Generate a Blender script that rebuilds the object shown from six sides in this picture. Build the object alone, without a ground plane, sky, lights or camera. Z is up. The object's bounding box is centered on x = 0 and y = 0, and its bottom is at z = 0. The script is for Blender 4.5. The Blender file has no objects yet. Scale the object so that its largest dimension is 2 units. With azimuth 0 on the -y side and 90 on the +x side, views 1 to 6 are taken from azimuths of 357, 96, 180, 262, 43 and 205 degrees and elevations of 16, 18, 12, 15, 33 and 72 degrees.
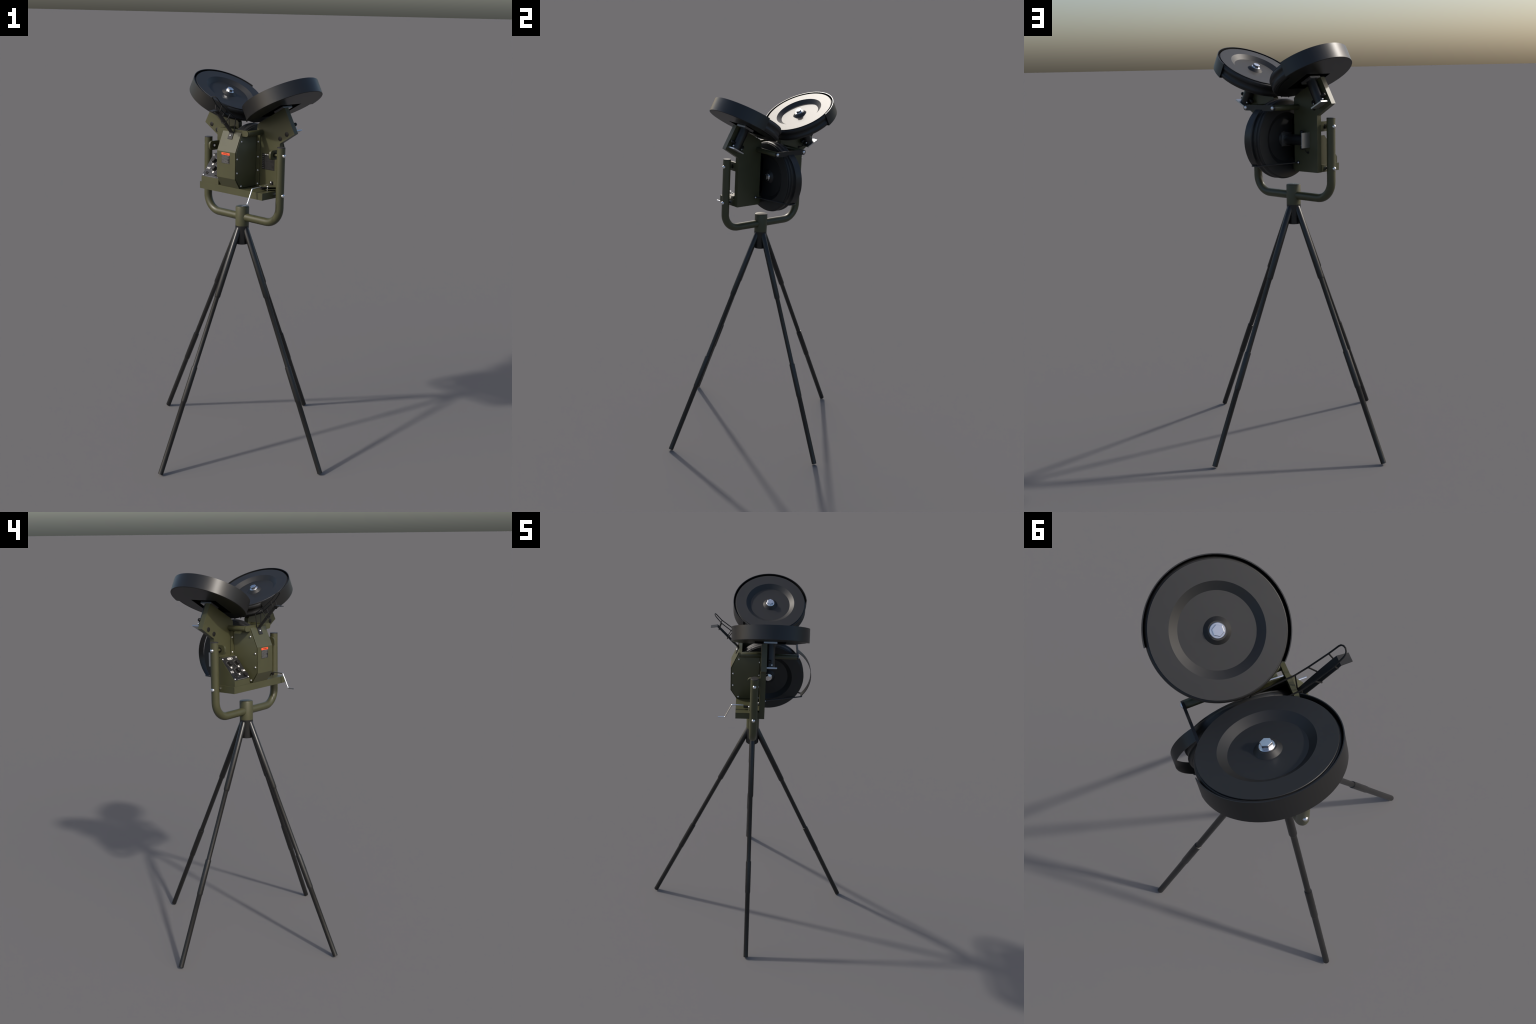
import bpy, bmesh, math, random
from mathutils import Vector, Matrix

random.seed(7)
scene = bpy.context.scene
COL = scene.collection

# ------------------------------------------------------------------ materials
def make_material(name, color, rough=0.5, metal=0.0, var=0.0, scale=40.0, bump=0.0, spec=0.5, coat=0.0, rvar=0.0):
    m = bpy.data.materials.new(name)
    m.use_nodes = True
    nt = m.node_tree
    b = nt.nodes["Principled BSDF"]
    b.inputs["Base Color"].default_value = (*color, 1)
    b.inputs["Roughness"].default_value = rough
    b.inputs["Metallic"].default_value = metal
    b.inputs["Specular IOR Level"].default_value = spec
    b.inputs["Coat Weight"].default_value = coat
    if var > 0 or bump > 0 or rvar > 0:
        tc = nt.nodes.new("ShaderNodeTexCoord")
        no = nt.nodes.new("ShaderNodeTexNoise")
        no.inputs["Scale"].default_value = scale
        no.inputs["Detail"].default_value = 5
        nt.links.new(tc.outputs["Object"], no.inputs["Vector"])
        if var > 0:
            cr = nt.nodes.new("ShaderNodeValToRGB")
            cr.color_ramp.elements[0].position = 0.3
            cr.color_ramp.elements[1].position = 0.7
            cr.color_ramp.elements[0].color = (*[c * (1 - var) for c in color], 1)
            cr.color_ramp.elements[1].color = (*[min(1, c * (1 + var)) for c in color], 1)
            nt.links.new(no.outputs["Fac"], cr.inputs["Fac"])
            nt.links.new(cr.outputs["Color"], b.inputs["Base Color"])
        if rvar > 0:
            mr = nt.nodes.new("ShaderNodeMapRange")
            mr.inputs["To Min"].default_value = rough - rvar
            mr.inputs["To Max"].default_value = rough + rvar
            nt.links.new(no.outputs["Fac"], mr.inputs["Value"])
            nt.links.new(mr.outputs["Result"], b.inputs["Roughness"])
        if bump > 0:
            n2 = nt.nodes.new("ShaderNodeTexNoise")
            n2.inputs["Scale"].default_value = 900
            nt.links.new(tc.outputs["Object"], n2.inputs["Vector"])
            bp = nt.nodes.new("ShaderNodeBump")
            bp.inputs["Strength"].default_value = bump
            bp.inputs["Distance"].default_value = 0.0005
            nt.links.new(n2.outputs["Fac"], bp.inputs["Height"])
            nt.links.new(bp.outputs["Normal"], b.inputs["Normal"])
    return m

OLIVE = make_material("olive_paint", (0.0535, 0.0540, 0.0252), 0.42, var=0.06, scale=12, bump=0.05)
BLACKPAINT = make_material("black_paint", (0.0088, 0.0088, 0.0088), 0.38, var=0.08, scale=10, bump=0.03)
DISC = make_material("black_disc_paint", (0.0125, 0.0125, 0.0125), 0.50, var=0.05, scale=10)
RUBBER = make_material("tyre_rubber", (0.012, 0.012, 0.012), 0.5, var=0.1, scale=20, bump=0.05)
LEGBLACK = make_material("leg_black_paint", (0.0095, 0.0095, 0.0095), 0.34, var=0.08, scale=14)
PLASTIC = make_material("black_plastic", (0.0085, 0.0078, 0.0075), 0.5, spec=0.3)
WIRE = make_material("black_wire", (0.009, 0.009, 0.009), 0.6, spec=0.25)
CAPMAT = make_material("black_end_cap", (0.022, 0.021, 0.021), 0.6)
STEEL = make_material("bright_steel", (0.75, 0.75, 0.76), 0.22, metal=1.0, rvar=0.04, scale=60)
BRACKETSTEEL = make_material("bracket_steel", (0.55, 0.55, 0.55), 0.38, metal=1.0, rvar=0.05, scale=30)
SCREWSTEEL = make_material("screw_steel", (0.72, 0.72, 0.74), 0.34, metal=0.85)
NEAR_BLACK = make_material("near_black", (0.0015, 0.0015, 0.0015), 0.9, spec=0.0)
LABELBLACK = make_material("label_black", (0.006, 0.006, 0.0065), 0.45)
LABELGREY = make_material("label_grey_print", (0.14, 0.14, 0.14), 0.5, var=0.4, scale=300)
LABELDIM = make_material("label_dim_print", (0.024, 0.024, 0.024), 0.5, var=0.4, scale=300)
DIALMARK = make_material("dial_mark_print", (0.36, 0.35, 0.34), 0.5)
ORANGE = make_material("label_orange", (0.85, 0.10, 0.035), 0.5)
WHITE = make_material("white_print", (0.75, 0.74, 0.72), 0.5)
SHEET = make_material("black_sheet_paint", (0.0115, 0.0112, 0.0108), 0.55, spec=0.4)
PANEL = make_material("panel_black", (0.0085, 0.0085, 0.009), 0.36)

# ------------------------------------------------------------------ scene graph
root = bpy.data.objects.new("pitching_machine", None)
COL.objects.link(root)
root.rotation_euler = (0, 0, math.radians(-45))     # the head is turned 45 degrees on its stand
root["label"] = "olive three-wheel baseball pitching machine on black four-legged stand"
root["category"] = "pitching machine"


def finish(me, mat, angle=35):
    if me.name.startswith(("box", "prism")):
        angle = 17          # bevelled plates: flat faces, crisp chamfers
    me.materials.clear()
    me.materials.append(mat)
    me.shade_smooth()
    me.set_sharp_from_angle(angle=math.radians(angle))


def add(name, me, parent=root, mat=None, loc=None, matrix=None, angle=35):
    if mat is not None:
        finish(me, mat, angle)
    o = bpy.data.objects.new(name, me)
    COL.objects.link(o)
    o.parent = parent
    if matrix is not None:
        o.matrix_local = matrix
    elif loc is not None:
        o.location = loc
    return o


def bm_to_mesh(bm, name):
    bmesh.ops.recalc_face_normals(bm, faces=bm.faces)
    me = bpy.data.meshes.new(name)
    bm.to_mesh(me)
    bm.free()
    return me


def bevel_sharp(bm, width, segs=2, angle=30):
    if width <= 0:
        return
    es = [e for e in bm.edges if len(e.link_faces) == 2 and e.calc_face_angle(0) > math.radians(angle)]
    bmesh.ops.bevel(bm, geom=es, offset=width, segments=segs, profile=0.5, affect='EDGES', clamp_overlap=True)


def box_bm(bm, lo, hi):
    vs = [bm.verts.new((x, y, z)) for x in (lo[0], hi[0]) for y in (lo[1], hi[1]) for z in (lo[2], hi[2])]
    for f in ((0, 1, 3, 2), (4, 6, 7, 5), (0, 4, 5, 1), (2, 3, 7, 6), (0, 2, 6, 4), (1, 5, 7, 3)):
        bm.faces.new([vs[i] for i in f])


def box(lo, hi, bev=0.0015, name="box"):
    bm = bmesh.new()
    box_bm(bm, lo, hi)
    bevel_sharp(bm, bev)
    return bm_to_mesh(bm, name)


def prism(poly, axis, a, b, bev=0.0015, name="prism"):
    """Polygon given in the two other axes (in x, y, z order), pulled from a to b along axis."""
    bm = bmesh.new()
    def v(p, t):
        q = list(p)
        q.insert(axis, t)
        return bm.verts.new(q)
    A = [v(p, a) for p in poly]
    B = [v(p, b) for p in poly]
    bm.faces.new(A)
    bm.faces.new(B[::-1])
    n = len(poly)
    for i in range(n):
        bm.faces.new((A[i], A[(i + 1) % n], B[(i + 1) % n], B[i]))
    bevel_sharp(bm, bev, 4 if name == "rounded_bar" else 2, angle=20 if name == "rounded_bar" else 10)
    return bm_to_mesh(bm, name)


def lathe(profile, segs=64, name="lathe"):
    """Profile of (radius, height) turned about z; radius 0 closes on the axis."""
    bm = bmesh.new()
    rings = []
    for r, h in profile:
        if r <= 1e-7:
            rings.append([bm.verts.new((0, 0, h))])
        else:
            rings.append([bm.verts.new((r * math.cos(2 * math.pi * i / segs), r * math.sin(2 * math.pi * i / segs), h)) for i in range(segs)])
    for R0, R1 in zip(rings, rings[1:]):
        for i in range(segs):
            j = (i + 1) % segs
            if len(R0) == 1 and len(R1) == 1:
                continue
            if len(R0) == 1:
                bm.faces.new((R0[0], R1[i], R1[j]))
            elif len(R1) == 1:
                bm.faces.new((R0[i], R0[j], R1[0]))
            else:
                bm.faces.new((R0[i], R0[j], R1[j], R1[i]))
    return bm_to_mesh(bm, name)


def round_path(pts, rad, n=8):
    """Replace the inner corners of a polyline by arcs of radius rad."""
    P = [Vector(p) for p in pts]
    rads = rad if isinstance(rad, (list, tuple)) else [rad] * len(P)
    out = [P[0]]
    for i in range(1, len(P) - 1):
        a = (P[i - 1] - P[i]).normalized()
        b = (P[i + 1] - P[i]).normalized()
        ang = a.angle(b)
        R = rads[i]
        if R <= 0 or ang > math.radians(179):
            out.append(P[i])
            continue
        d = R / math.tan(ang / 2)
        c = P[i] + (a + b).normalized() * (R / math.sin(ang / 2))
        s, e = P[i] + a * d - c, P[i] + b * d - c
        tot = s.angle(e)
        ax = s.cross(e).normalized()
        for k in range(n + 1):
            out.append(c + Matrix.Rotation(tot * k / n, 3, ax) @ s)
    out.append(P[-1])
    return out


def tube(pts, r, segs=20, name="tube", bm=None, closed=False):
    own = bm is None
    if own:
        bm = bmesh.new()
    P = [Vector(p) for p in pts]
    n = len(P)
    T = []
    for i in range(n):
        a = P[(i - 1) % n] if (closed or i > 0) else P[i]
        b = P[(i + 1) % n] if (closed or i < n - 1) else P[i]
        T.append((b - a).normalized())
    up = Vector((0, 0, 1)) if abs(T[0].z) < 0.9 else Vector((1, 0, 0))
    N = (up - T[0] * up.dot(T[0])).normalized()
    rings = []
    for i in range(n):
        if i:
            N = (N - T[i] * N.dot(T[i])).normalized()
        B = T[i].cross(N)
        rr = r[i] if isinstance(r, (list, tuple)) else r
        rings.append([bm.verts.new(P[i] + (N * math.cos(2 * math.pi * k / segs) + B * math.sin(2 * math.pi * k / segs)) * rr) for k in range(segs)])
    pairs = list(zip(rings, rings[1:])) + ([(rings[-1], rings[0])] if closed else [])
    for A, B in pairs:
        for k in range(segs):
            j = (k + 1) % segs
            bm.faces.new((A[k], A[j], B[j], B[k]))
    if not closed:
        bm.faces.new(rings[0][::-1])
        bm.faces.new(rings[-1])
    if own:
        return bm_to_mesh(bm, name)


def frame(origin, xa, ya, za):
    m = Matrix.Identity(4)
    for i, v in enumerate((xa, ya, za)):
        for j in range(3):
            m[j][i] = v[j]
    for j in range(3):
        m[j][3] = origin[j]
    return m


def aim(origin, direction):
    """Frame whose z axis points along direction."""
    z = Vector(direction).normalized()
    up = Vector((0, 0, 1)) if abs(z.z) < 0.95 else Vector((0, 1, 0))
    x = up.cross(z).normalized()
    return frame(origin, x, z.cross(x), z)


def map_mesh(me, f):
    for v in me.vertices:
        v.co = f(v.co)
    bm = bmesh.new()
    bm.from_mesh(me)
    bmesh.ops.recalc_face_normals(bm, faces=bm.faces)
    bm.to_mesh(me)
    bm.free()
    return me


def text_mesh(s, size, depth=0.0004, name="lettering"):
    cu = bpy.data.curves.new(name, 'FONT')
    cu.body = s
    cu.size = size
    cu.extrude = depth
    cu.align_x = 'CENTER'
    cu.align_y = 'CENTER'
    ob = bpy.data.objects.new(name, cu)
    COL.objects.link(ob)
    dg = bpy.context.evaluated_depsgraph_get()
    me = bpy.data.meshes.new_from_object(ob.evaluated_get(dg))
    bpy.data.objects.remove(ob)
    return me


# ------------------------------------------------------------------ small hardware (shared meshes)
def hex_bolt(af, head, flange_r, flange_h, dome=0.0):
    """Flange washer and six-sided head, standing on z = 0."""
    bm = bmesh.new()
    prof = [(0, 0), (flange_r, 0), (flange_r, flange_h * 0.6), (flange_r * 0.93, flange_h)]
    segs = 32
    rings = []
    for r, h in prof:
        if r == 0:
            rings.append([bm.verts.new((0, 0, h))])
        else:
            rings.append([bm.verts.new((r * math.cos(2 * math.pi * i / segs), r * math.sin(2 * math.pi * i / segs), h)) for i in range(segs)])
    for i in range(segs):
        j = (i + 1) % segs
        bm.faces.new((rings[0][0], rings[1][j], rings[1][i]))
        for a, b in ((1, 2), (2, 3)):
            bm.faces.new((rings[a][i], rings[a][j], rings[b][j], rings[b][i]))
    bm.faces.new(rings[3])
    rr = af
    lower = [bm.verts.new((rr * math.cos(math.pi / 3 * i), rr * math.sin(math.pi / 3 * i), flange_h * 0.8)) for i in range(6)]
    mid = [bm.verts.new((rr * math.cos(math.pi / 3 * i), rr * math.sin(math.pi / 3 * i), flange_h + head * 0.92)) for i in range(6)]
    top = [bm.verts.new((rr * 0.92 * math.cos(math.pi / 3 * i), rr * 0.92 * math.sin(math.pi / 3 * i), flange_h + head)) for i in range(6)]
    for i in range(6):
        j = (i + 1) % 6
        bm.faces.new((lower[i], lower[j], mid[j], mid[i]))
        bm.faces.new((mid[i], mid[j], top[j], top[i]))
    bm.faces.new(top)
    me = bm_to_mesh(bm, "bolt")
    finish(me, STEEL, 25)
    return me


def dome_screw(r, h, name="screw", mat=SCREWSTEEL):
    prof = [(0, 0)] + [(r * math.cos(t * math.pi / 2 / 6), h * math.sin(t * math.pi / 2 / 6)) for t in range(7)]
    prof[-1] = (0, h)
    me = lathe(prof, 20, name)
    finish(me, mat, 60)
    return me


HUB_BOLT = hex_bolt(0.0170, 0.0115, 0.0220, 0.0038)
YOKE_BOLT = dome_screw(0.0098, 0.0100, "yoke_bolt", STEEL)
SCREW = dome_screw(0.0050, 0.0044)
PANEL_SCREW = dome_screw(0.0048, 0.0032, "panel_screw")
BAR_BOLT = dome_screw(0.0088, 0.0055, "bar_bolt")


def put(name, me, origin, direction, parent):
    return add(name, me, parent, matrix=aim(origin, direction))


# ------------------------------------------------------------------ stand
POST_R = 0.0355
hub = add("stand_hub", lathe([(0, 1.1256), (POST_R - 0.003, 1.1256), (POST_R, 1.1285), (POST_R, 1.2243), (0, 1.2243)], 48), mat=LEGBLACK)
Z_FOOT = 0.0


def leg_mesh():
    """One telescopic leg, along +x: top tube, thinner tube, sleeve, foot tube."""
    def axis(z):
        return Vector((0.5832 - 0.4627 * z, 0, z))
    d = (axis(0) - axis(1)).normalized()
    rt, rm, rs, rf = 0.0155, 0.0122, 0.0152, 0.0134
    # (height on the leg, radius)
    st = [(1.212, rt * 0.9), (1.208, rt), (0.8735, rt), (0.8665, rm * 1.02), (0.866, rm), (0.527, rm), (0.5265, rs * 0.97), (0.522, rs),
          (0.3600, rs), (0.3540, rf * 1.02), (0.3535, rf), (rf * 0.42 + 0.0006, rf), (rf * 0.42 - 0.0002, rf * 0.95)]
    pts = [axis(z) for z, r in st]
    return tube(pts, [r for z, r in st], 24, "leg")


LEG = leg_mesh()
finish(LEG, LEGBLACK, 30)
for k in range(4):
    add("leg", LEG, root, matrix=Matrix.Rotation(math.radians(90 * k), 4, 'Z'))

post = add("swivel_post", lathe([(0, 1.2243), (POST_R, 1.2243), (POST_R, 1.3205), (POST_R - 0.0015, 1.3240), (POST_R - 0.005, 1.3255), (0, 1.3255)], 48), mat=OLIVE)

# ------------------------------------------------------------------ yoke
AX, YB, YT = 0.2525, 1.2700, 1.6600
yoke_path = round_path([(-AX, 0, YT - 0.0035), (-AX, 0, YB), (AX, 0, YB), (AX, 0, YT - 0.0035)], [0, 0.085, 0.085, 0], 14)
yoke = add("yoke", tube(yoke_path, 0.0208, 32), mat=OLIVE)
CAP = lathe([(0, 0), (0.0210, 0), (0.0210, 0.0025), (0.0197, 0.0038), (0, 0.0040)], 32)
finish(CAP, CAPMAT)
for s in (-1, 1):
    add("end_cap", CAP, yoke, loc=(s * AX, 0, YT - 0.0035))
    for z in (1.6185, 1.4193):
        put("yoke_bolt", YOKE_BOLT, (s * (AX + 0.0185), 0, z), (s, 0, 0), yoke)

# ------------------------------------------------------------------ side plates
YF, YR = 0.030, 0.058
plate_poly = [(0.0650, 1.4005), (0.2170, 1.4005), (0.2170, 1.6710), (0.3090, 1.7280), (0.2405, 1.8495), (0.0790, 1.7625), (0.0650, 1.7500)]
DOT = lathe([(0, 0), (0.0118, 0), (0.0118, 0.0012), (0.0105, 0.0018), (0, 0.0018)], 32)
finish(DOT, PLASTIC)
plates = {}
for s in (1, -1):
    poly = [(s * x, z) for x, z in plate_poly]
    pm = prism(poly, 1, YF, YR, 0.0016)
    for v in pm.vertices:           # the slot for the lower wheel widens towards the back
        if abs(v.co.x) < 0.070 and v.co.y > 0.05:
            v.co.x += s * 0.0030
    plates[s] = add("side_plate", pm, mat=OLIVE)
    for x, z in ((0.2597, 1.7220), (0.2180, 1.6955)):
        put("rubber_plug", DOT, (s * x, YF, z), (0, -1, 0), plates[s])
    # hinge ear that carries the yoke bolt
    ear_pts = [(YF, 1.5945)]
    for cy, cz, a0 in ((-0.0185, 1.6120, 270), (-0.0185, 1.6245, 180)):
        for k in range(7):
            t = math.radians(a0 - 90 * k / 6)
            ear_pts.append((cy + 0.0175 * math.cos(t), cz + 0.0175 * math.sin(t)))
    ear_pts.append((YF, 1.6420))
    x0, x1 = sorted((s * 0.2050, s * 0.2160))
    ear = add("hinge_ear", prism(ear_pts, 0, x0, x1, 0.0008), plates[s], OLIVE)
    w = lathe([(0, 0), (0.0125, 0), (0.0125, 0.0030), (0.0085, 0.0030), (0.0085, 0.0012), (0, 0.0012)], 28)
    finish(w, PLASTIC)
    put("washer", w, (s * 0.2158, -0.004, 1.6180), (s, 0, 0), ear)
    put("washer", w, (s * 0.2052, -0.004, 1.6180), (-s, 0, 0), ear)
    pin = lathe([(0, 0), (0.0070, 0), (0.0070, 0.0200), (0, 0.0200)], 20)
    finish(pin, OLIVE)
    put("pivot_pin", pin, (s * 0.2160, -0.004, 1.6180), (s, 0, 0), ear)
    put("pivot_bolt", dome_screw(0.0080, 0.0075, "pivot_bolt"), (s * 0.2046, -0.004, 1.6180), (-s, 0, 0), ear)

# big data label on the right plate
lab = add("data_label", box((0.1025, YF - 0.0008, 1.5310), (0.1860, YF + 0.0004, 1.6110), 0.0002), plates[1], LABELBLACK)


def printed_lines(rows, x0, x1, y0, y1, z_of, mat, name, parent, hgt, min_w=0.6, words=True):
    """Rows of tiny bars that stand for small print. z_of maps (u, v) on the label to a point and gives the two axes."""
    bm = bmesh.new()
    for i in range(rows):
        v = y1 - (i + 0.5) * (y1 - y0) / rows
        u = x0
        end = x0 + (x1 - x0) * random.uniform(min_w, 1.0)
        while u < end:
            w = random.uniform(0.0015, 0.006) if words else end - u
            o, ua, va, na = z_of(u, v)
            ww = min(w, end - u)
            P = [o + va * (-hgt / 2), o + ua * ww + va * (-hgt / 2), o + ua * ww + va * (hgt / 2), o + va * (hgt / 2)]
            lo = [bm.verts.new(p) for p in P]
            hi = [bm.verts.new(p + na * 0.0004) for p in P]
            bm.faces.new(hi)
            for k in range(4):
                bm.faces.new((lo[k], lo[(k + 1) % 4], hi[(k + 1) % 4], hi[k]))
            u += w + 0.0010
    me = bm_to_mesh(bm, name)
    ob = add(name, me, parent, mat)
    ob["kind"] = "stuff"
    return ob


X, Y, Z = Vector((1, 0, 0)), Vector((0, 1, 0)), Vector((0, 0, 1))
printed_lines(8, 0.1045, 0.1175, 1.5335, 1.6085, lambda u, v: (Vector((u, YF - 0.0008, v)), X, Z, -Y), LABELGREY, "fine_print", lab, 0.0022)
printed_lines(22, 0.1210, 0.1835, 1.5335, 1.6020, lambda u, v: (Vector((u, YF - 0.0008, v)), X, Z, -Y), LABELDIM, "fine_print", lab, 0.0016)
for xa, xb in ((0.1205, 0.1300), (0.1335, 0.1455)):
    add("heading", box((xa, YF - 0.0014, 1.6048), (xb, YF - 0.0006, 1.6094), 0), lab, WHITE)

# ------------------------------------------------------------------ feeder housing in front of the plates
HX = 0.0632
nose = [(YF, 1.4362), (-0.0945, 1.4362), (-0.1275, 1.4880), (-0.1280, 1.6215), (-0.0850, 1.7185), (YF, 1.7185)]


def housing_mesh():
    bm = bmesh.new()
    t = 0.003
    A = [bm.verts.new((-HX, y, z)) for y, z in nose]
    B = [bm.verts.new((HX, y, z)) for y, z in nose]
    bm.faces.new(A)
    bm.faces.new(B)
    for i in range(4):
        bm.faces.new((A[i], A[i + 1], B[i + 1], B[i]))
    bmesh.ops.recalc_face_normals(bm, faces=bm.faces)
    cen = Vector((0, -0.03, 1.57))
    for f in bm.faces:
        if f.normal.dot(f.calc_center_median() - cen) < 0:
            f.normal_flip()
    # inner skin, open at the top and towards the plate
    inner = [(YF, 1.4362 + t), (-0.0945 + t * 0.8, 1.4362 + t), (-0.1275 + t, 1.4880 + t * 0.5), (-0.1280 + t, 1.6215 - t * 0.4), (-0.0850 + t, 1.7185), (YF, 1.7185)]
    hx = HX - t
    A2 = [bm.verts.new((-hx, y, z)) for y, z in inner]
    B2 = [bm.verts.new((hx, y, z)) for y, z in inner]
    bm.faces.new(A2)
    bm.faces.new(B2)
    for i in range(4):
        bm.faces.new((A2[i], A2[i + 1], B2[i + 1], B2[i]))
    bm.faces.new((A[4], B[4], B2[4], A2[4]))
    bm.faces.new((A[5], A[4], A2[4], A2[5]))
    bm.faces.new((B[5], B[4], B2[4], B2[5]))
    me = bpy.data.meshes.new("feeder_housing")
    bevel_sharp(bm, 0.0014, 2)
    bm.to_mesh(me)
    bm.free()
    return me


hme = housing_mesh()
finish(hme, OLIVE, 5)
housing = add("feeder_housing", hme)
add("housing_dark_block", box((-HX + 0.004, -0.080, 1.45), (HX - 0.004, 0.02, 1.660), 0), housing, NEAR_BLACK)  # near-black block inside the open-topped housing
# side covers with screws, and the flanges that bolt to the plates
cover = [(YF - 0.007, 1.4405), (-0.0905, 1.4405), (-0.1232, 1.4895), (-0.1237, 1.6200), (-0.0850, 1.7080), (YF - 0.007, 1.7080)]
for s in (1, -1):
    x0, x1 = sorted((s * HX, s * (HX + 0.0022)))
    cv = add("side_cover", prism(cover, 0, x0, x1, 0.0007), housing, OLIVE)
    # flat cover; normals bent forward and up/down to draw a light gradient on it
    cm = cv.data
    normals = []
    for p in cm.polygons:
        for li in p.loop_indices:
            n = Vector(p.normal)
            if n.x * s > 0.95:
                co = cm.vertices[cm.loops[li].vertex_index].co
                n = Vector((s, -0.28, 0.30 * (co.z - 1.575) / 0.13)).normalized()
            normals.append(n)
    cm.normals_split_custom_set(normals)
    g = [(YF - 0.006, 1.4385), (-0.0925, 1.4385), (-0.1253, 1.4888), (-0.1258, 1.6206), (-0.0862, 1.7100), (YF - 0.006, 1.7100)]
    x0, x1 = sorted((s * (HX - 0.0005), s * (HX + 0.0004)))
    add("dark_seam_strip", prism(g, 0, x0, x1, 0), housing, NEAR_BLACK)  # thin near-black layer that shows as a dark line around the cover
    x0, x1 = sorted((s * (HX - 0.001), s * 0.0900))
    fl = add("flange", box((x0, YF - 0.0050, 1.4400), (x1, YF + 0.0005, 1.7000), 0.0010), housing, OLIVE)
    for y, z in ((-0.0841, 1.6738), (-0.1146, 1.5890), (-0.1144, 1.5190), (-0.0842, 1.4496)):
        put("screw", SCREW, (s * (HX + 0.0020), y, z), (s, 0, 0), cv)
    for z in (1.6660, 1.5895, 1.5205, 1.4520):
        put("screw", SCREW, (s * 0.0785, YF - 0.0048, z), (0, -1, 0), fl)

# warning label
wl = add("warning_label", box((-0.0300, -0.1284, 1.5615), (0.0252, -0.1270, 1.6045), 0.0002), housing, LABELBLACK)
add("orange_header", box((-0.0306, -0.1285, 1.6045), (0.0254, -0.1270, 1.6156), 0.0002), wl, ORANGE)
me = text_mesh("WARNING !", 0.0066)
add("lettering", me, wl, LABELBLACK, matrix=frame((0.000, -0.1286, 1.6100), X, Z, -Y))
printed_lines(11, -0.0285, 0.0240, 1.5628, 1.6035, lambda u, v: (Vector((u, -0.1284, v)), (X - Z * 0.10).normalized(), Z, -Y), LABELGREY, "fine_print", wl, 0.0019, 0.75)

# ------------------------------------------------------------------ base tray
tray = add("base_tray", box((-0.2180, -0.0960, 1.4015), (0.1882, YF - 0.0005, 1.4370), 0.0015), mat=OLIVE)
add("tray_end", box((0.1898, -0.0960, 1.4015), (0.2205, YF - 0.0005, 1.4370), 0.0015), tray, OLIVE)
for s in (-1, 1):
    nut = lathe([(0, 0), (0.0095, 0), (0.0095, 0.005), (0, 0.005)], 6)
    finish(nut, STEEL)
    put("nut", nut, (s * 0.2190 + (0.002 if s > 0 else 0), 0, 1.4193), (s, 0, 0), tray)
    spacer = lathe([(0, 0), (0.0060, 0), (0.0060, 0.0300), (0, 0.0300)], 16)
    finish(spacer, PLASTIC)
    put("spacer", spacer, (s * 0.2100, 0, 1.4193), (s, 0, 0), tray)

# ------------------------------------------------------------------ control box
CX0, CX1 = -0.2095, -0.0860
cb_poly = [(YF, 1.4300), (-0.0925, 1.4300), (-0.0925, 1.4655), (-0.0005, 1.5762), (YF, 1.5762)]
cbox = add("control_box", prism(cb_poly, 0, CX0, CX1, 0.0014), mat=OLIVE)
SD = Vector((0, 0.0920, 1.5762 - 1.4655)).normalized()      # up the slope
SN = Vector((0, -SD.z, SD.y))                                # out of the slope
S0 = Vector((0, -0.0925, 1.4655)) + SD * 0.0070              # slope coordinate zero


def onslope(x, s, h=0.0):
    return Vector((x, 0, 0)) + S0 + SD * s + SN * h


def slope_frame(x, s, h=0.0):
    return frame(onslope(x, s, h), X, SD, SN)


PH = 0.0022
panel = add("control_panel", box((-0.0605, -0.0695, -0.0005), (0.0605, 0.0695, PH), 0.0006), cbox, PANEL, matrix=slope_frame(-0.1470, 0.0640))


def on_panel(name, me, x, s, mat=None, h=PH):
    o = add(name, me, panel, mat)
    o.matrix_local = Matrix.Translation((x + 0.1470, s - 0.0640, h))
    return o


for x in (-0.2000, -0.0925):
    for s in (0.0022, 0.1245):
        on_panel("panel_screw", PANEL_SCREW, x, s)


def knob_mesh():
    bm = bmesh.new()
    n = 48
    def ring(r, h, rib):
        return [bm.verts.new(((r - rib * (k % 4 == 0)) * math.cos(2 * math.pi * k / n), (r - rib * (k % 4 == 0)) * math.sin(2 * math.pi * k / n), h)) for k in range(n)]
    rs = [ring(0.0140, 0, 0), ring(0.0140, 0.0025, 0), ring(0.0128, 0.0032, 0.0008), ring(0.0120, 0.0160, 0.0008), ring(0.0106, 0.0172, 0)]
    for A, B in zip(rs, rs[1:]):
        for k in range(n):
            bm.faces.new((A[k], A[(k + 1) % n], B[(k + 1) % n], B[k]))
    bm.faces.new(rs[-1])
    return bm_to_mesh(bm, "knob")


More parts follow.
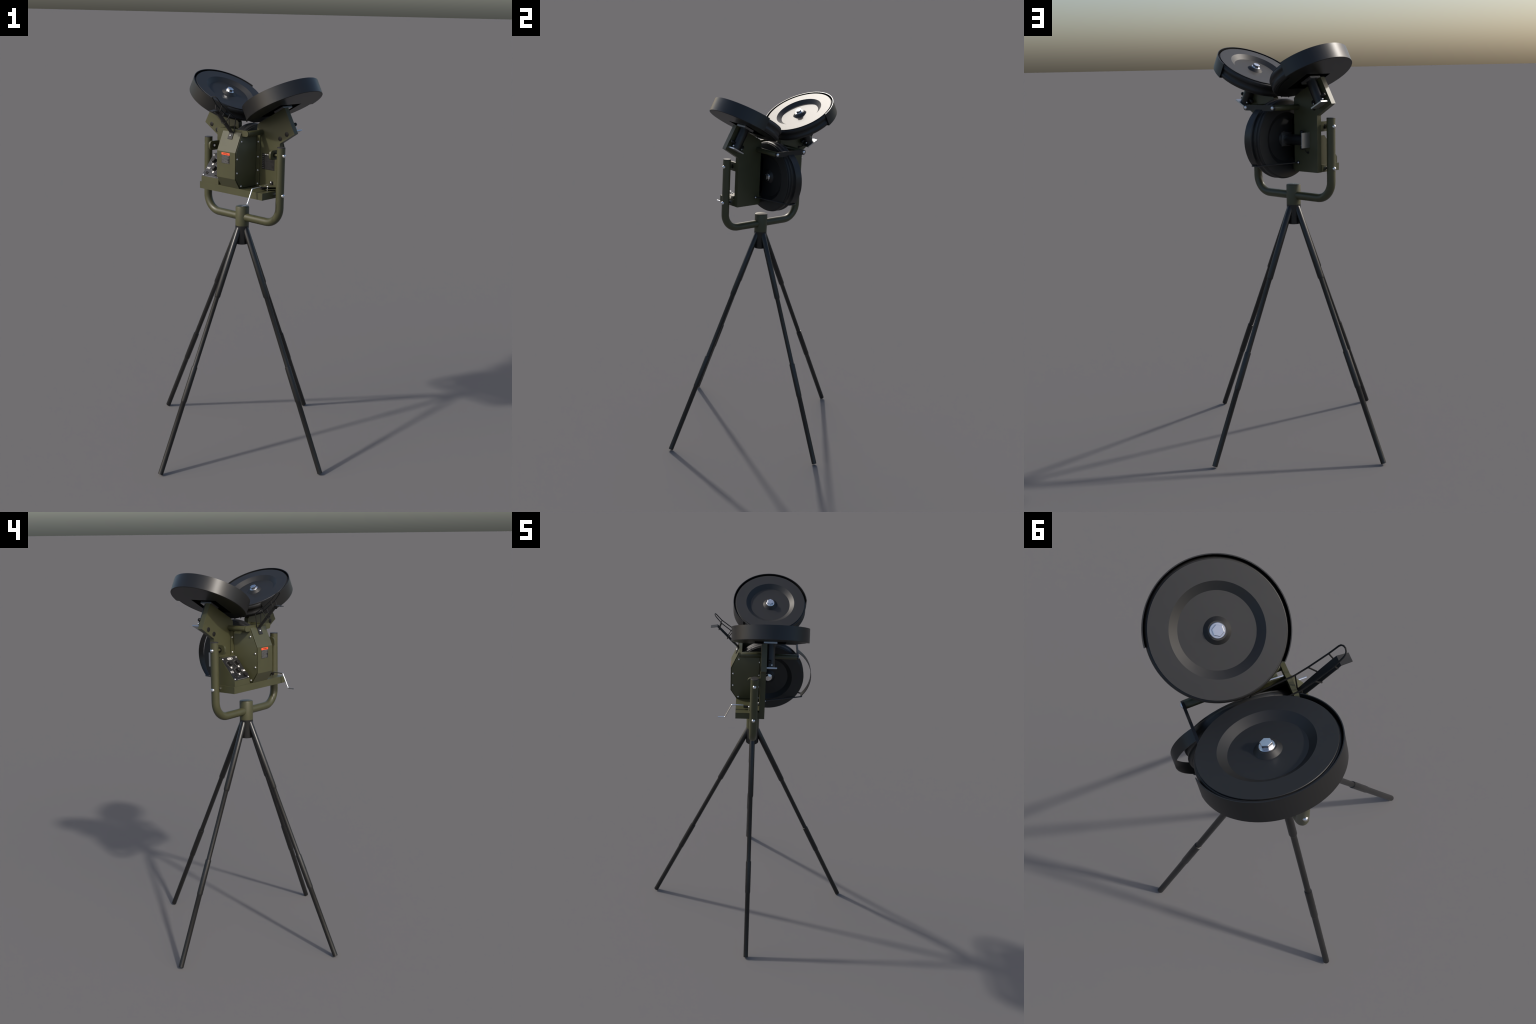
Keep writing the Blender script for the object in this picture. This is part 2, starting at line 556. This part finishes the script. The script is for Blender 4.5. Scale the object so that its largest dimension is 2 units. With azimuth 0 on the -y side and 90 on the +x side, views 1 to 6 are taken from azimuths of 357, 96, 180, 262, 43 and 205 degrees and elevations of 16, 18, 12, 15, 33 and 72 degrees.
KNOB = knob_mesh()
finish(KNOB, PLASTIC)
BADGE = lathe([(0, 0), (0.0056, 0), (0.0056, 0.0005), (0, 0.0005)], 28)
finish(BADGE, WHITE)
for i, (x, s) in enumerate(((-0.1745, 0.0905), (-0.1165, 0.0895), (-0.1450, 0.0460))):
    on_panel("knob", KNOB, x, s)
    on_panel("round_badge", BADGE, x, s - 0.0200)
    on_panel("badge_digit", text_mesh(str(i + 1), 0.0070), x, s - 0.0200, LABELBLACK, PH + 0.0004)
    bm = bmesh.new()
    for k in range(11):
        t = math.radians(-50 + 28 * k)
        c = Vector((0.0178 * math.cos(t), 0.0178 * math.sin(t), 0))
        bmesh.ops.create_cube(bm, size=1.0, matrix=Matrix.Translation(c) @ Matrix.Diagonal((0.0021, 0.0021, 0.0008, 1)))
    o = on_panel("dial_marks", bm_to_mesh(bm, "dial_marks"), x, s, DIALMARK)
    o["kind"] = "stuff"


def oval_ring(a, b, w, h=0.0005, n=48):
    bm = bmesh.new()
    o = [bm.verts.new((a * math.cos(2 * math.pi * k / n), b * math.sin(2 * math.pi * k / n), h)) for k in range(n)]
    i = [bm.verts.new(((a - w) * math.cos(2 * math.pi * k / n), (b - w) * math.sin(2 * math.pi * k / n), h)) for k in range(n)]
    for k in range(n):
        bm.faces.new((o[k], o[(k + 1) % n], i[(k + 1) % n], i[k]))
    r = bmesh.ops.extrude_face_region(bm, geom=list(bm.faces))
    bmesh.ops.translate(bm, vec=(0, 0, -h), verts=[v for v in r["geom"] if isinstance(v, bmesh.types.BMVert)])
    return bm_to_mesh(bm, "oval_badge")


on_panel("oval_badge", oval_ring(0.0225, 0.0070, 0.0014), -0.1460, 0.1215, WHITE)
bm = bmesh.new()
for k, (w, hh) in enumerate(((0.006, 0.006), (0.005, 0.005), (0.006, 0.006), (0.006, 0.005))):
    bmesh.ops.create_cube(bm, size=1.0, matrix=Matrix.Translation((-0.0125 + 0.0072 * k, 0, 0)) @ Matrix.Shear('XZ', 4, (0.0, 0.0)) @ Matrix.Diagonal((w, hh, 0.0008, 1)))
on_panel("badge_print", bm_to_mesh(bm, "badge_print"), -0.1470, 0.1215, WHITE)
on_panel("lettering", text_mesh("M3", 0.0175, 0.0004), -0.1890, 0.0440, WHITE)
on_panel("rocker_switch", box((-0.0130, -0.0085, 0), (0.0130, 0.0085, 0.0085), 0.0015), -0.1055, 0.0155, PLASTIC)
on_panel("socket", lathe([(0, 0), (0.0075, 0), (0.0075, 0.003), (0.0055, 0.004), (0.0045, 0.0015), (0, 0.0015)], 24), -0.1820, 0.0155, PLASTIC)
on_panel("round_badge", oval_ring(0.0060, 0.0056, 0.0014), -0.1080, 0.0430, DIALMARK)
on_panel("switch_mark", box((-0.0085, -0.0045, 0), (0.0085, 0.0035, 0.0006), 0), -0.0960, 0.0420, WHITE)
on_panel("lettering", text_mesh("POWER", 0.0038), -0.1630, 0.0150, LABELGREY)
printed_lines(1, -0.1840, -0.1060, -0.0040, -0.0014, lambda u, v: (onslope(u, v, PH), X, SD, SN), LABELGREY, "fine_print", cbox, 0.0020, 0.98)

# ------------------------------------------------------------------ crank and its latch
crank_path = round_path([(0.1745, -0.0550, 1.4590), (0.1725, -0.1165, 1.4575), (0.1725, -0.1525, 1.3815), (0.1724, -0.1895, 1.3805)], [0, 0.006, 0.006, 0], 5)
crank = add("crank_handle", tube(crank_path, 0.0033, 12), tray, STEEL)
latch = add("latch_bracket", prism([(0.1400, -0.0310), (0.1950, -0.0290), (0.2280, 0.0060), (0.2280, YF - 0.001), (0.1400, YF - 0.001)], 2, 1.4560, 1.4585, 0.0006), tray, OLIVE)
add("latch_base", prism([(0.1500, -0.0290), (0.1950, -0.0290), (0.2300, 0.0030), (0.2300, YF - 0.001), (0.1500, YF - 0.001)], 2, 1.4435, 1.4460, 0.0006), latch, OLIVE)
roller = lathe([(0, 0), (0.0068, 0), (0.0068, 0.0800), (0, 0.0800)], 20)
finish(roller, PLASTIC)
put("crank_bearing", roller, (0.1745, -0.0540, 1.4500), (0, 1, 0), latch)
put("screw", SCREW, (0.1920, -0.0240, 1.4585), (0, 0, 1), latch)
pinr = lathe([(0, 0), (0.0016, 0), (0.0016, 0.021), (0, 0.021)], 10)
finish(pinr, SCREWSTEEL)
put("pin", pinr, (0.1915, -0.0255, 1.4375), (0, 0, 1), latch)
tab = add("latch_tab", box((0.1615, YF - 0.0050, 1.4590), (0.1795, YF + 0.0004, 1.4760), 0.0010), tray, PLASTIC)
put("screw", SCREW, (0.1695, YF - 0.0048, 1.4705), (0, -1, 0), tab)
add("spring_wire", tube(round_path([(0.1690, YF - 0.004, 1.4610), (0.1690, 0.000, 1.4625), (0.1700, -0.024, 1.4610)], [0, 0.01, 0], 4), 0.0012, 8), tab, STEEL)

# ------------------------------------------------------------------ tubular handle in front, carrier bars behind
HZ, HR = 1.7160, 0.0145
def capped(L, r, c=0.003):
    return lathe([(0, 0), (r - c, 0), (r - c * 0.3, c * 0.3), (r, c), (r, L - c), (r - c * 0.3, L - c * 0.3), (r - c, L), (0, L)], 28)
for s in (1, -1):
    me = capped(0.1070, HR - 0.0010, 0.001)
    finish(me, OLIVE)
    put("side_tube", me, (s * 0.0955, YF + 0.002, HZ), (0, -1, 0), root)
    me = capped(0.1640, 0.0135, 0.001)
    finish(me, OLIVE)
    put("rear_tube", me, (s * 0.0910, YR - 0.002, 1.7100), (0, 1, 0), root)


def stadium(half, r, n=18):
    pts = []
    for c, a0 in ((half, -90), (-half, 90)):
        for k in range(n + 1):
            t = math.radians(a0 + 180 * k / n)
            pts.append((c + r * math.cos(t), r * math.sin(t)))
    return pts


front_bar = add("front_bar", prism([(x, z + 1.7158) for x, z in stadium(0.0930, 0.0145)], 1, -0.0840, -0.0695, 0.0055, "rounded_bar"), mat=OLIVE, angle=40)
xbar = add("cross_bar", prism([(x, z + 1.7100) for x, z in stadium(0.0910, 0.0132)], 1, 0.2200, 0.2285, 0.0010), mat=BLACKPAINT)
for s in (1, -1):
    put("bar_bolt", BAR_BOLT, (s * 0.0910, 0.2282, 1.7100), (0, 1, 0), xbar)

# ------------------------------------------------------------------ wheels
def wheel_disc_mesh():
    half = [(0.0, 0.0290), (0.0260, 0.0290), (0.0380, 0.0175), (0.1055, 0.0175), (0.1290, 0.0352), (0.1843, 0.0352), (0.1852, 0.0342), (0.1852, 0.0260), (0.1780, 0.0255)]
    prof = half + [(r, -h + (0.0027 if r > 0.13 else 0.0052 if r > 0.12 else 0.0010)) for r, h in reversed(half)]
    return lathe(prof, 96, "wheel_disc")


def tyre_mesh():
    half = [(0.1775, 0.0300), (0.1862, 0.0300), (0.1890, 0.0285), (0.1915, 0.0235), (0.1928, 0.0185), (0.1925, 0.0145), (0.1905, 0.0105), (0.1880, 0.0080), (0.1868, 0.0040), (0.1864, 0.0)]
    prof = half + [(r, -h) for r, h in reversed(half[:-1])]
    return lathe(prof + [prof[0]], 96, "tyre")


DISCM, TYREM = wheel_disc_mesh(), tyre_mesh()
finish(DISCM, DISC, 12)
finish(TYREM, RUBBER, 40)
TH = math.radians(28.33)
WC = (0.1885, 0.0740, 1.8727)


def wheel(matrix):
    w = add("wheel", DISCM, root, matrix=matrix)
    add("tyre", TYREM, w)
    add("hub_bolt", HUB_BOLT, w, loc=(0, 0, 0.0288))
    return w


def side_axes(s):
    rad = Vector((s * math.cos(TH), 0, math.sin(TH)))
    nor = Vector((-s * math.sin(TH), 0, math.cos(TH)))
    return Vector((s * WC[0], WC[1], WC[2])), rad, nor


for s in (1, -1):
    c, rad, nor = side_axes(s)
    wheel(frame(c, nor.cross(Y) * -1, Y, nor) if s > 0 else frame(c, Y.cross(nor), Y, nor))
BC = Vector((0, 0.0740, 1.5555))
wheel(frame(BC, Vector((0, 0, -1)), Y, X))

# ------------------------------------------------------------------ wheel guards (half pans over the two upper wheels)
GR, GT, H0, H1 = 0.1986, 0.0028, -0.0350, 0.0375
A_FRONT, A_BACK = math.radians(-134.5), math.radians(83.5)


def guard_mesh(s):
    """Rim band plus the floor of the pan, with the rectangular motor opening, in (r, y, h) of the wheel."""
    c, rad, nor = side_axes(s)
    bm = bmesh.new()
    N = 72
    ang = [A_FRONT + (A_BACK - A_FRONT) * i / N for i in range(N + 1)]
    prof = [(GR, H1), (GR, H0 + 0.002), (GR - 0.002, H0), (GR - GT - 0.001, H0), (GR - GT, H0 + GT), (GR - GT, H1)]
    rings = [[bm.verts.new((r * math.cos(a), r * math.sin(a), h)) for r, h in prof] for a in ang]
    for A, B in zip(rings, rings[1:]):
        for k in range(len(prof)):
            j = (k + 1) % len(prof)
            bm.faces.new((A[k], A[j], B[j], B[k]))
    bm.faces.new(rings[0][::-1])
    bm.faces.new(rings[-1])
    # floor: from the rim in to the opening, ray by ray; full circle, smaller where there is no rim
    def hole(a):
        dx, dy = math.cos(a), math.sin(a)
        best = 1e9
        for t in ((0.0450 / dx) if dx > 1e-9 else 1e9, (-0.1000 / dx) if dx < -1e-9 else 1e9, (0.0800 / dy) if dy > 1e-9 else 1e9, (-0.0800 / dy) if dy < -1e-9 else 1e9):
            best = min(best, t)
        return best
    M = 144
    fan = sorted(set([round(-math.pi + 2 * math.pi * i / M, 6) for i in range(M)] + [round(math.atan2(y, x), 6) for x in (0.045, -0.1) for y in (0.08, -0.08)]
                     + [round(A_FRONT, 6), round(A_FRONT - 0.0005, 6), round(A_BACK, 6), round(A_BACK + 0.0005, 6)]))
    cols = []
    for a in fan:
        ro = GR - 0.0020 if A_FRONT - 1e-5 <= a <= A_BACK + 1e-5 else 0.1670
        ri = hole(a)
        d = Vector((math.cos(a), math.sin(a), 0))
        cols.append([bm.verts.new(d * ri + Vector((0, 0, H0))), bm.verts.new(d * ro + Vector((0, 0, H0))),
                     bm.verts.new(d * ro + Vector((0, 0, H0 + 0.0014))), bm.verts.new(d * ri + Vector((0, 0, H0 + 0.0014)))])
    for i in range(len(cols)):
        A, B = cols[i], cols[(i + 1) % len(cols)]
        for k in range(4):
            bm.faces.new((A[k], A[(k + 1) % 4], B[(k + 1) % 4], B[k]))
    for v in bm.verts:
        p = v.co.copy()
        v.co = c + rad * p.x + Y * (p.y) + nor * p.z
    return bm_to_mesh(bm, "wheel_guard")


for s in (1, -1):
    guard = add("wheel_guard", guard_mesh(s), root, BLACKPAINT)
    c, rad, nor = side_axes(s)
    dark_plate = box((-0.1020, -0.0820, -0.0312), (0.0470, 0.0820, -0.0304), 0)  # flat near-black plate set just inside the motor opening
    map_mesh(dark_plate, lambda v, c=c, rad=rad, nor=nor: c + rad * v.x + Y * v.y + nor * v.z)
    add("opening_dark_plate", dark_plate, guard, NEAR_BLACK)

# ------------------------------------------------------------------ motors
NUB = lathe([(0, -0.004), (0.0070, -0.004), (0.0070, 0.0080), (0.0090, 0.0090), (0.0090, 0.0150), (0.0075, 0.0185), (0.0045, 0.0205), (0, 0.0212)], 24)
finish(NUB, PLASTIC)


def motor(place, r0, r1, y0, y1, r0b, r1b, top, bottom, rc, lip=0.0):
    """place maps (r, y, h) of the wheel to the machine; top and bottom are the two mounting plates along the axle."""
    L = top - bottom
    cyl = lathe([(0, bottom), (0.0240, bottom), (0.0255, bottom + 0.002), (0.0255, bottom + 0.018), (0.0248, bottom + 0.0185), (0.0248, top), (0, top)], 40)
    map_mesh(cyl, lambda v: place(rc + v.x, 0.0740 + v.y, v.z))
    m = add("motor", cyl, root, BLACKPAINT)
    for (a, b, ya, yb, h0, h1) in ((r0, r1, y0, y1, top - 0.0010, top + 0.0025 + lip), (r0b, r1b, 0.0440, 0.1100, bottom - 0.0050, bottom + 0.0010)):
        bx = box((a, ya, h0), (b, yb, h1), 0.0008)
        map_mesh(bx, lambda v: place(v.x, v.y, v.z))
        add("motor_plate", bx, m, BRACKETSTEEL)
    for sg in (1, -1):
        o = place(rc + sg * 0.0250, 0.0740, bottom + 0.0300)
        d = place(rc + sg * 1.0, 0.0740, bottom + 0.0300) - o
        put("brush_cap", NUB, o, d, m)
        o = place(rc + sg * 0.0180, 0.0960, bottom + 0.0200)
        d = place(rc + sg * 0.6, 1.0, bottom + 0.0200) - o
    scr = place(rc + 0.0285, 0.0830, bottom + 0.0130)
    put("motor_screw", PANEL_SCREW, scr, scr - place(rc, 0.0740, bottom + 0.0130), m)
    scr = place(rc - 0.0245, 0.0900, bottom + 0.0160)
    put("motor_screw", SCREW, scr, scr - place(rc, 0.0740, bottom + 0.0160), m)
    p0 = place(rc - 0.0240, 0.0780, bottom + 0.0120)
    p1 = place(rc - 0.0420, 0.0790, bottom + 0.0080)
    p2 = place(rc - 0.0570, 0.0720, bottom + 0.0060)
    p3 = place(rc - 0.0600, YR, bottom + 0.0050)
    add("cable", tube(round_path([p0, p1, p2, p3], [0, 0.008, 0.006, 0], 4), 0.0020, 8), m, PLASTIC)
    g = lathe([(0, 0), (0.0065, 0), (0.0060, 0.004), (0, 0.005)], 16)
    finish(g, PLASTIC)
    put("grommet", g, (p3.x, YR - 0.0004, p3.z), (0, 1, 0), m)
    return m


for s in (1, -1):
    c, rad, nor = side_axes(s)
    motor(lambda r, y, h, c=c, rad=rad, nor=nor: Vector((c.x, 0, c.z)) + rad * r + nor * h + Y * y, -0.0445, 0.0200, 0.0405, 0.1080, -0.0445, 0.0270, -0.0400, -0.1625, -0.0110, 0.0110)
motor(lambda r, y, h: Vector((h, y, 1.5545 + r)), -0.0330, 0.0330, 0.0405, 0.1080, -0.0355, 0.0365, -0.0320, -0.1630, 0.0)

# ------------------------------------------------------------------ strap and wire guard behind the lower wheel
def strap_mesh():
    bm = bmesh.new()
    cy, cz, R, w, t = 0.1356, 1.5580, 0.1722, 0.0198, 0.0022
    N = 36
    rings = []
    for i in range(N + 1):
        a = math.radians(-44.5 + (57.5 + 44.5) * i / N)
        d = Vector((0, math.cos(a), math.sin(a)))
        c = Vector((0, cy, cz))
        rings.append([bm.verts.new(c + d * R + X * w), bm.verts.new(c + d * R - X * w), bm.verts.new(c + d * (R - t) - X * w), bm.verts.new(c + d * (R - t) + X * w)])
    for A, B in zip(rings, rings[1:]):
        for k in range(4):
            bm.faces.new((A[k], A[(k + 1) % 4], B[(k + 1) % 4], B[k]))
    bm.faces.new(rings[0][::-1])
    bm.faces.new(rings[-1])
    return bm_to_mesh(bm, "strap")


add("strap_guard", strap_mesh(), root, BLACKPAINT)
wire = add("wire_stay", tube(round_path([(0.0930, 0.0600, 1.4435), (0.0880, 0.0680, 1.4435), (0.0185, 0.2640, 1.4375), (-0.0185, 0.2640, 1.4375), (-0.0880, 0.0680, 1.4435), (-0.0930, 0.0600, 1.4435)],
                                      [0, 0.004, 0.008, 0.008, 0.004, 0], 5), 0.0036, 10), root, BLACKPAINT)
for s in (1, -1):
    tb = add("stay_tab", box((s * 0.0930 - 0.0075, YR - 0.0004, 1.4360), (s * 0.0930 + 0.0075, YR + 0.0035, 1.4510), 0.0010), wire, BLACKPAINT)
    put("screw", SCREW, (s * 0.0945, YR + 0.0033, 1.4435), (0, 1, 0), tb)

# ------------------------------------------------------------------ ball chute with wire basket
def chute_mesh():
    """Sheet folded to a shallow trough: foot tab, sloping run, flat lip."""
    bm = bmesh.new()
    # stations: (y, z, half width, depth of the trough)
    st = [(-0.1035, 1.6825, 0.0155, 0.0), (-0.0895, 1.7135, 0.0150, 0.0), (-0.0945, 1.7195, 0.0145, 0.0010), (-0.1200, 1.7465, 0.0155, 0.0045), (-0.1600, 1.7895, 0.0162, 0.0050),
          (-0.1900, 1.8205, 0.0164, 0.0040), (-0.2025, 1.8330, 0.0158, 0.0010), (-0.2370, 1.8280, 0.0142, 0.0)]
    n = 9
    rows = []
    for i, (y, z, w, dep) in enumerate(st):
        a = Vector((0, *st[max(i - 1, 0)][:2]))
        b = Vector((0, *st[min(i + 1, len(st) - 1)][:2]))
        T = (b - a).normalized()
        nn = X.cross(T)
        if nn.z < 0:
            nn = -nn
        rows.append([Vector((w * (2 * k / (n - 1) - 1), y, z)) - nn * dep * (1 - (2 * k / (n - 1) - 1) ** 2) for k in range(n)])
    V = [[bm.verts.new(p) for p in r] for r in rows]
    for A, B in zip(V, V[1:]):
        for k in range(n - 1):
            bm.faces.new((A[k], A[k + 1], B[k + 1], B[k]))
    me = bm_to_mesh(bm, "chute")
    ob = bpy.data.objects.new("tmp", me)
    COL.objects.link(ob)
    md = ob.modifiers.new("s", 'SOLIDIFY')
    md.thickness = 0.0022
    md.offset = 0
    dg = bpy.context.evaluated_depsgraph_get()
    out = bpy.data.meshes.new_from_object(ob.evaluated_get(dg))
    bpy.data.objects.remove(ob)
    return out


chute = add("ball_chute", chute_mesh(), housing, SHEET, angle=25)
put("screw", SCREW, (0, -0.0975, 1.7000), (0, -0.91, 0.41), chute)
rail = [(0.0240, 0.0440, 1.7610), (0.0238, -0.0855, 1.7885), (0.0225, -0.1224, 1.8115), (0.0200, -0.1800, 1.8560), (0.0170, -0.2060, 1.8860)]
tip = [(0.0170 * math.cos(math.radians(t)), -0.2060 - 0.0110 * math.sin(math.radians(t)), 1.8860 + 0.0125 * math.sin(math.radians(t))) for t in (30, 60, 90, 120, 150)]
bm = bmesh.new()
tube(rail + tip + [(-x, y, z) for x, y, z in reversed(rail)], 0.0025, 10, bm=bm)
tube([(0.0240, 0.0440, 1.7610), (0.0240, 0.0490, 1.7540)], 0.0025, 10, bm=bm)
tube([(-0.0240, 0.0440, 1.7610), (-0.0240, 0.0490, 1.7540)], 0.0025, 10, bm=bm)
rungs = [[(0.0200, -0.1800, 1.8560), (0.0165, -0.1925, 1.8235), (0.0120, -0.1945, 1.8150)],
         [(0.0225, -0.1224, 1.8115), (0.0180, -0.1475, 1.7730), (0.0120, -0.1500, 1.7655)],
         [(0.0238, -0.0855, 1.7885), (0.0165, -0.0890, 1.7180), (0.0120, -0.0905, 1.7120)]]
for rg in rungs:
    path = rg + [(-x, y, z) for x, y, z in reversed(rg)]
    tube(path, 0.0022, 8, bm=bm)
add("wire_basket", bm_to_mesh(bm, "wire_basket"), chute, WIRE)
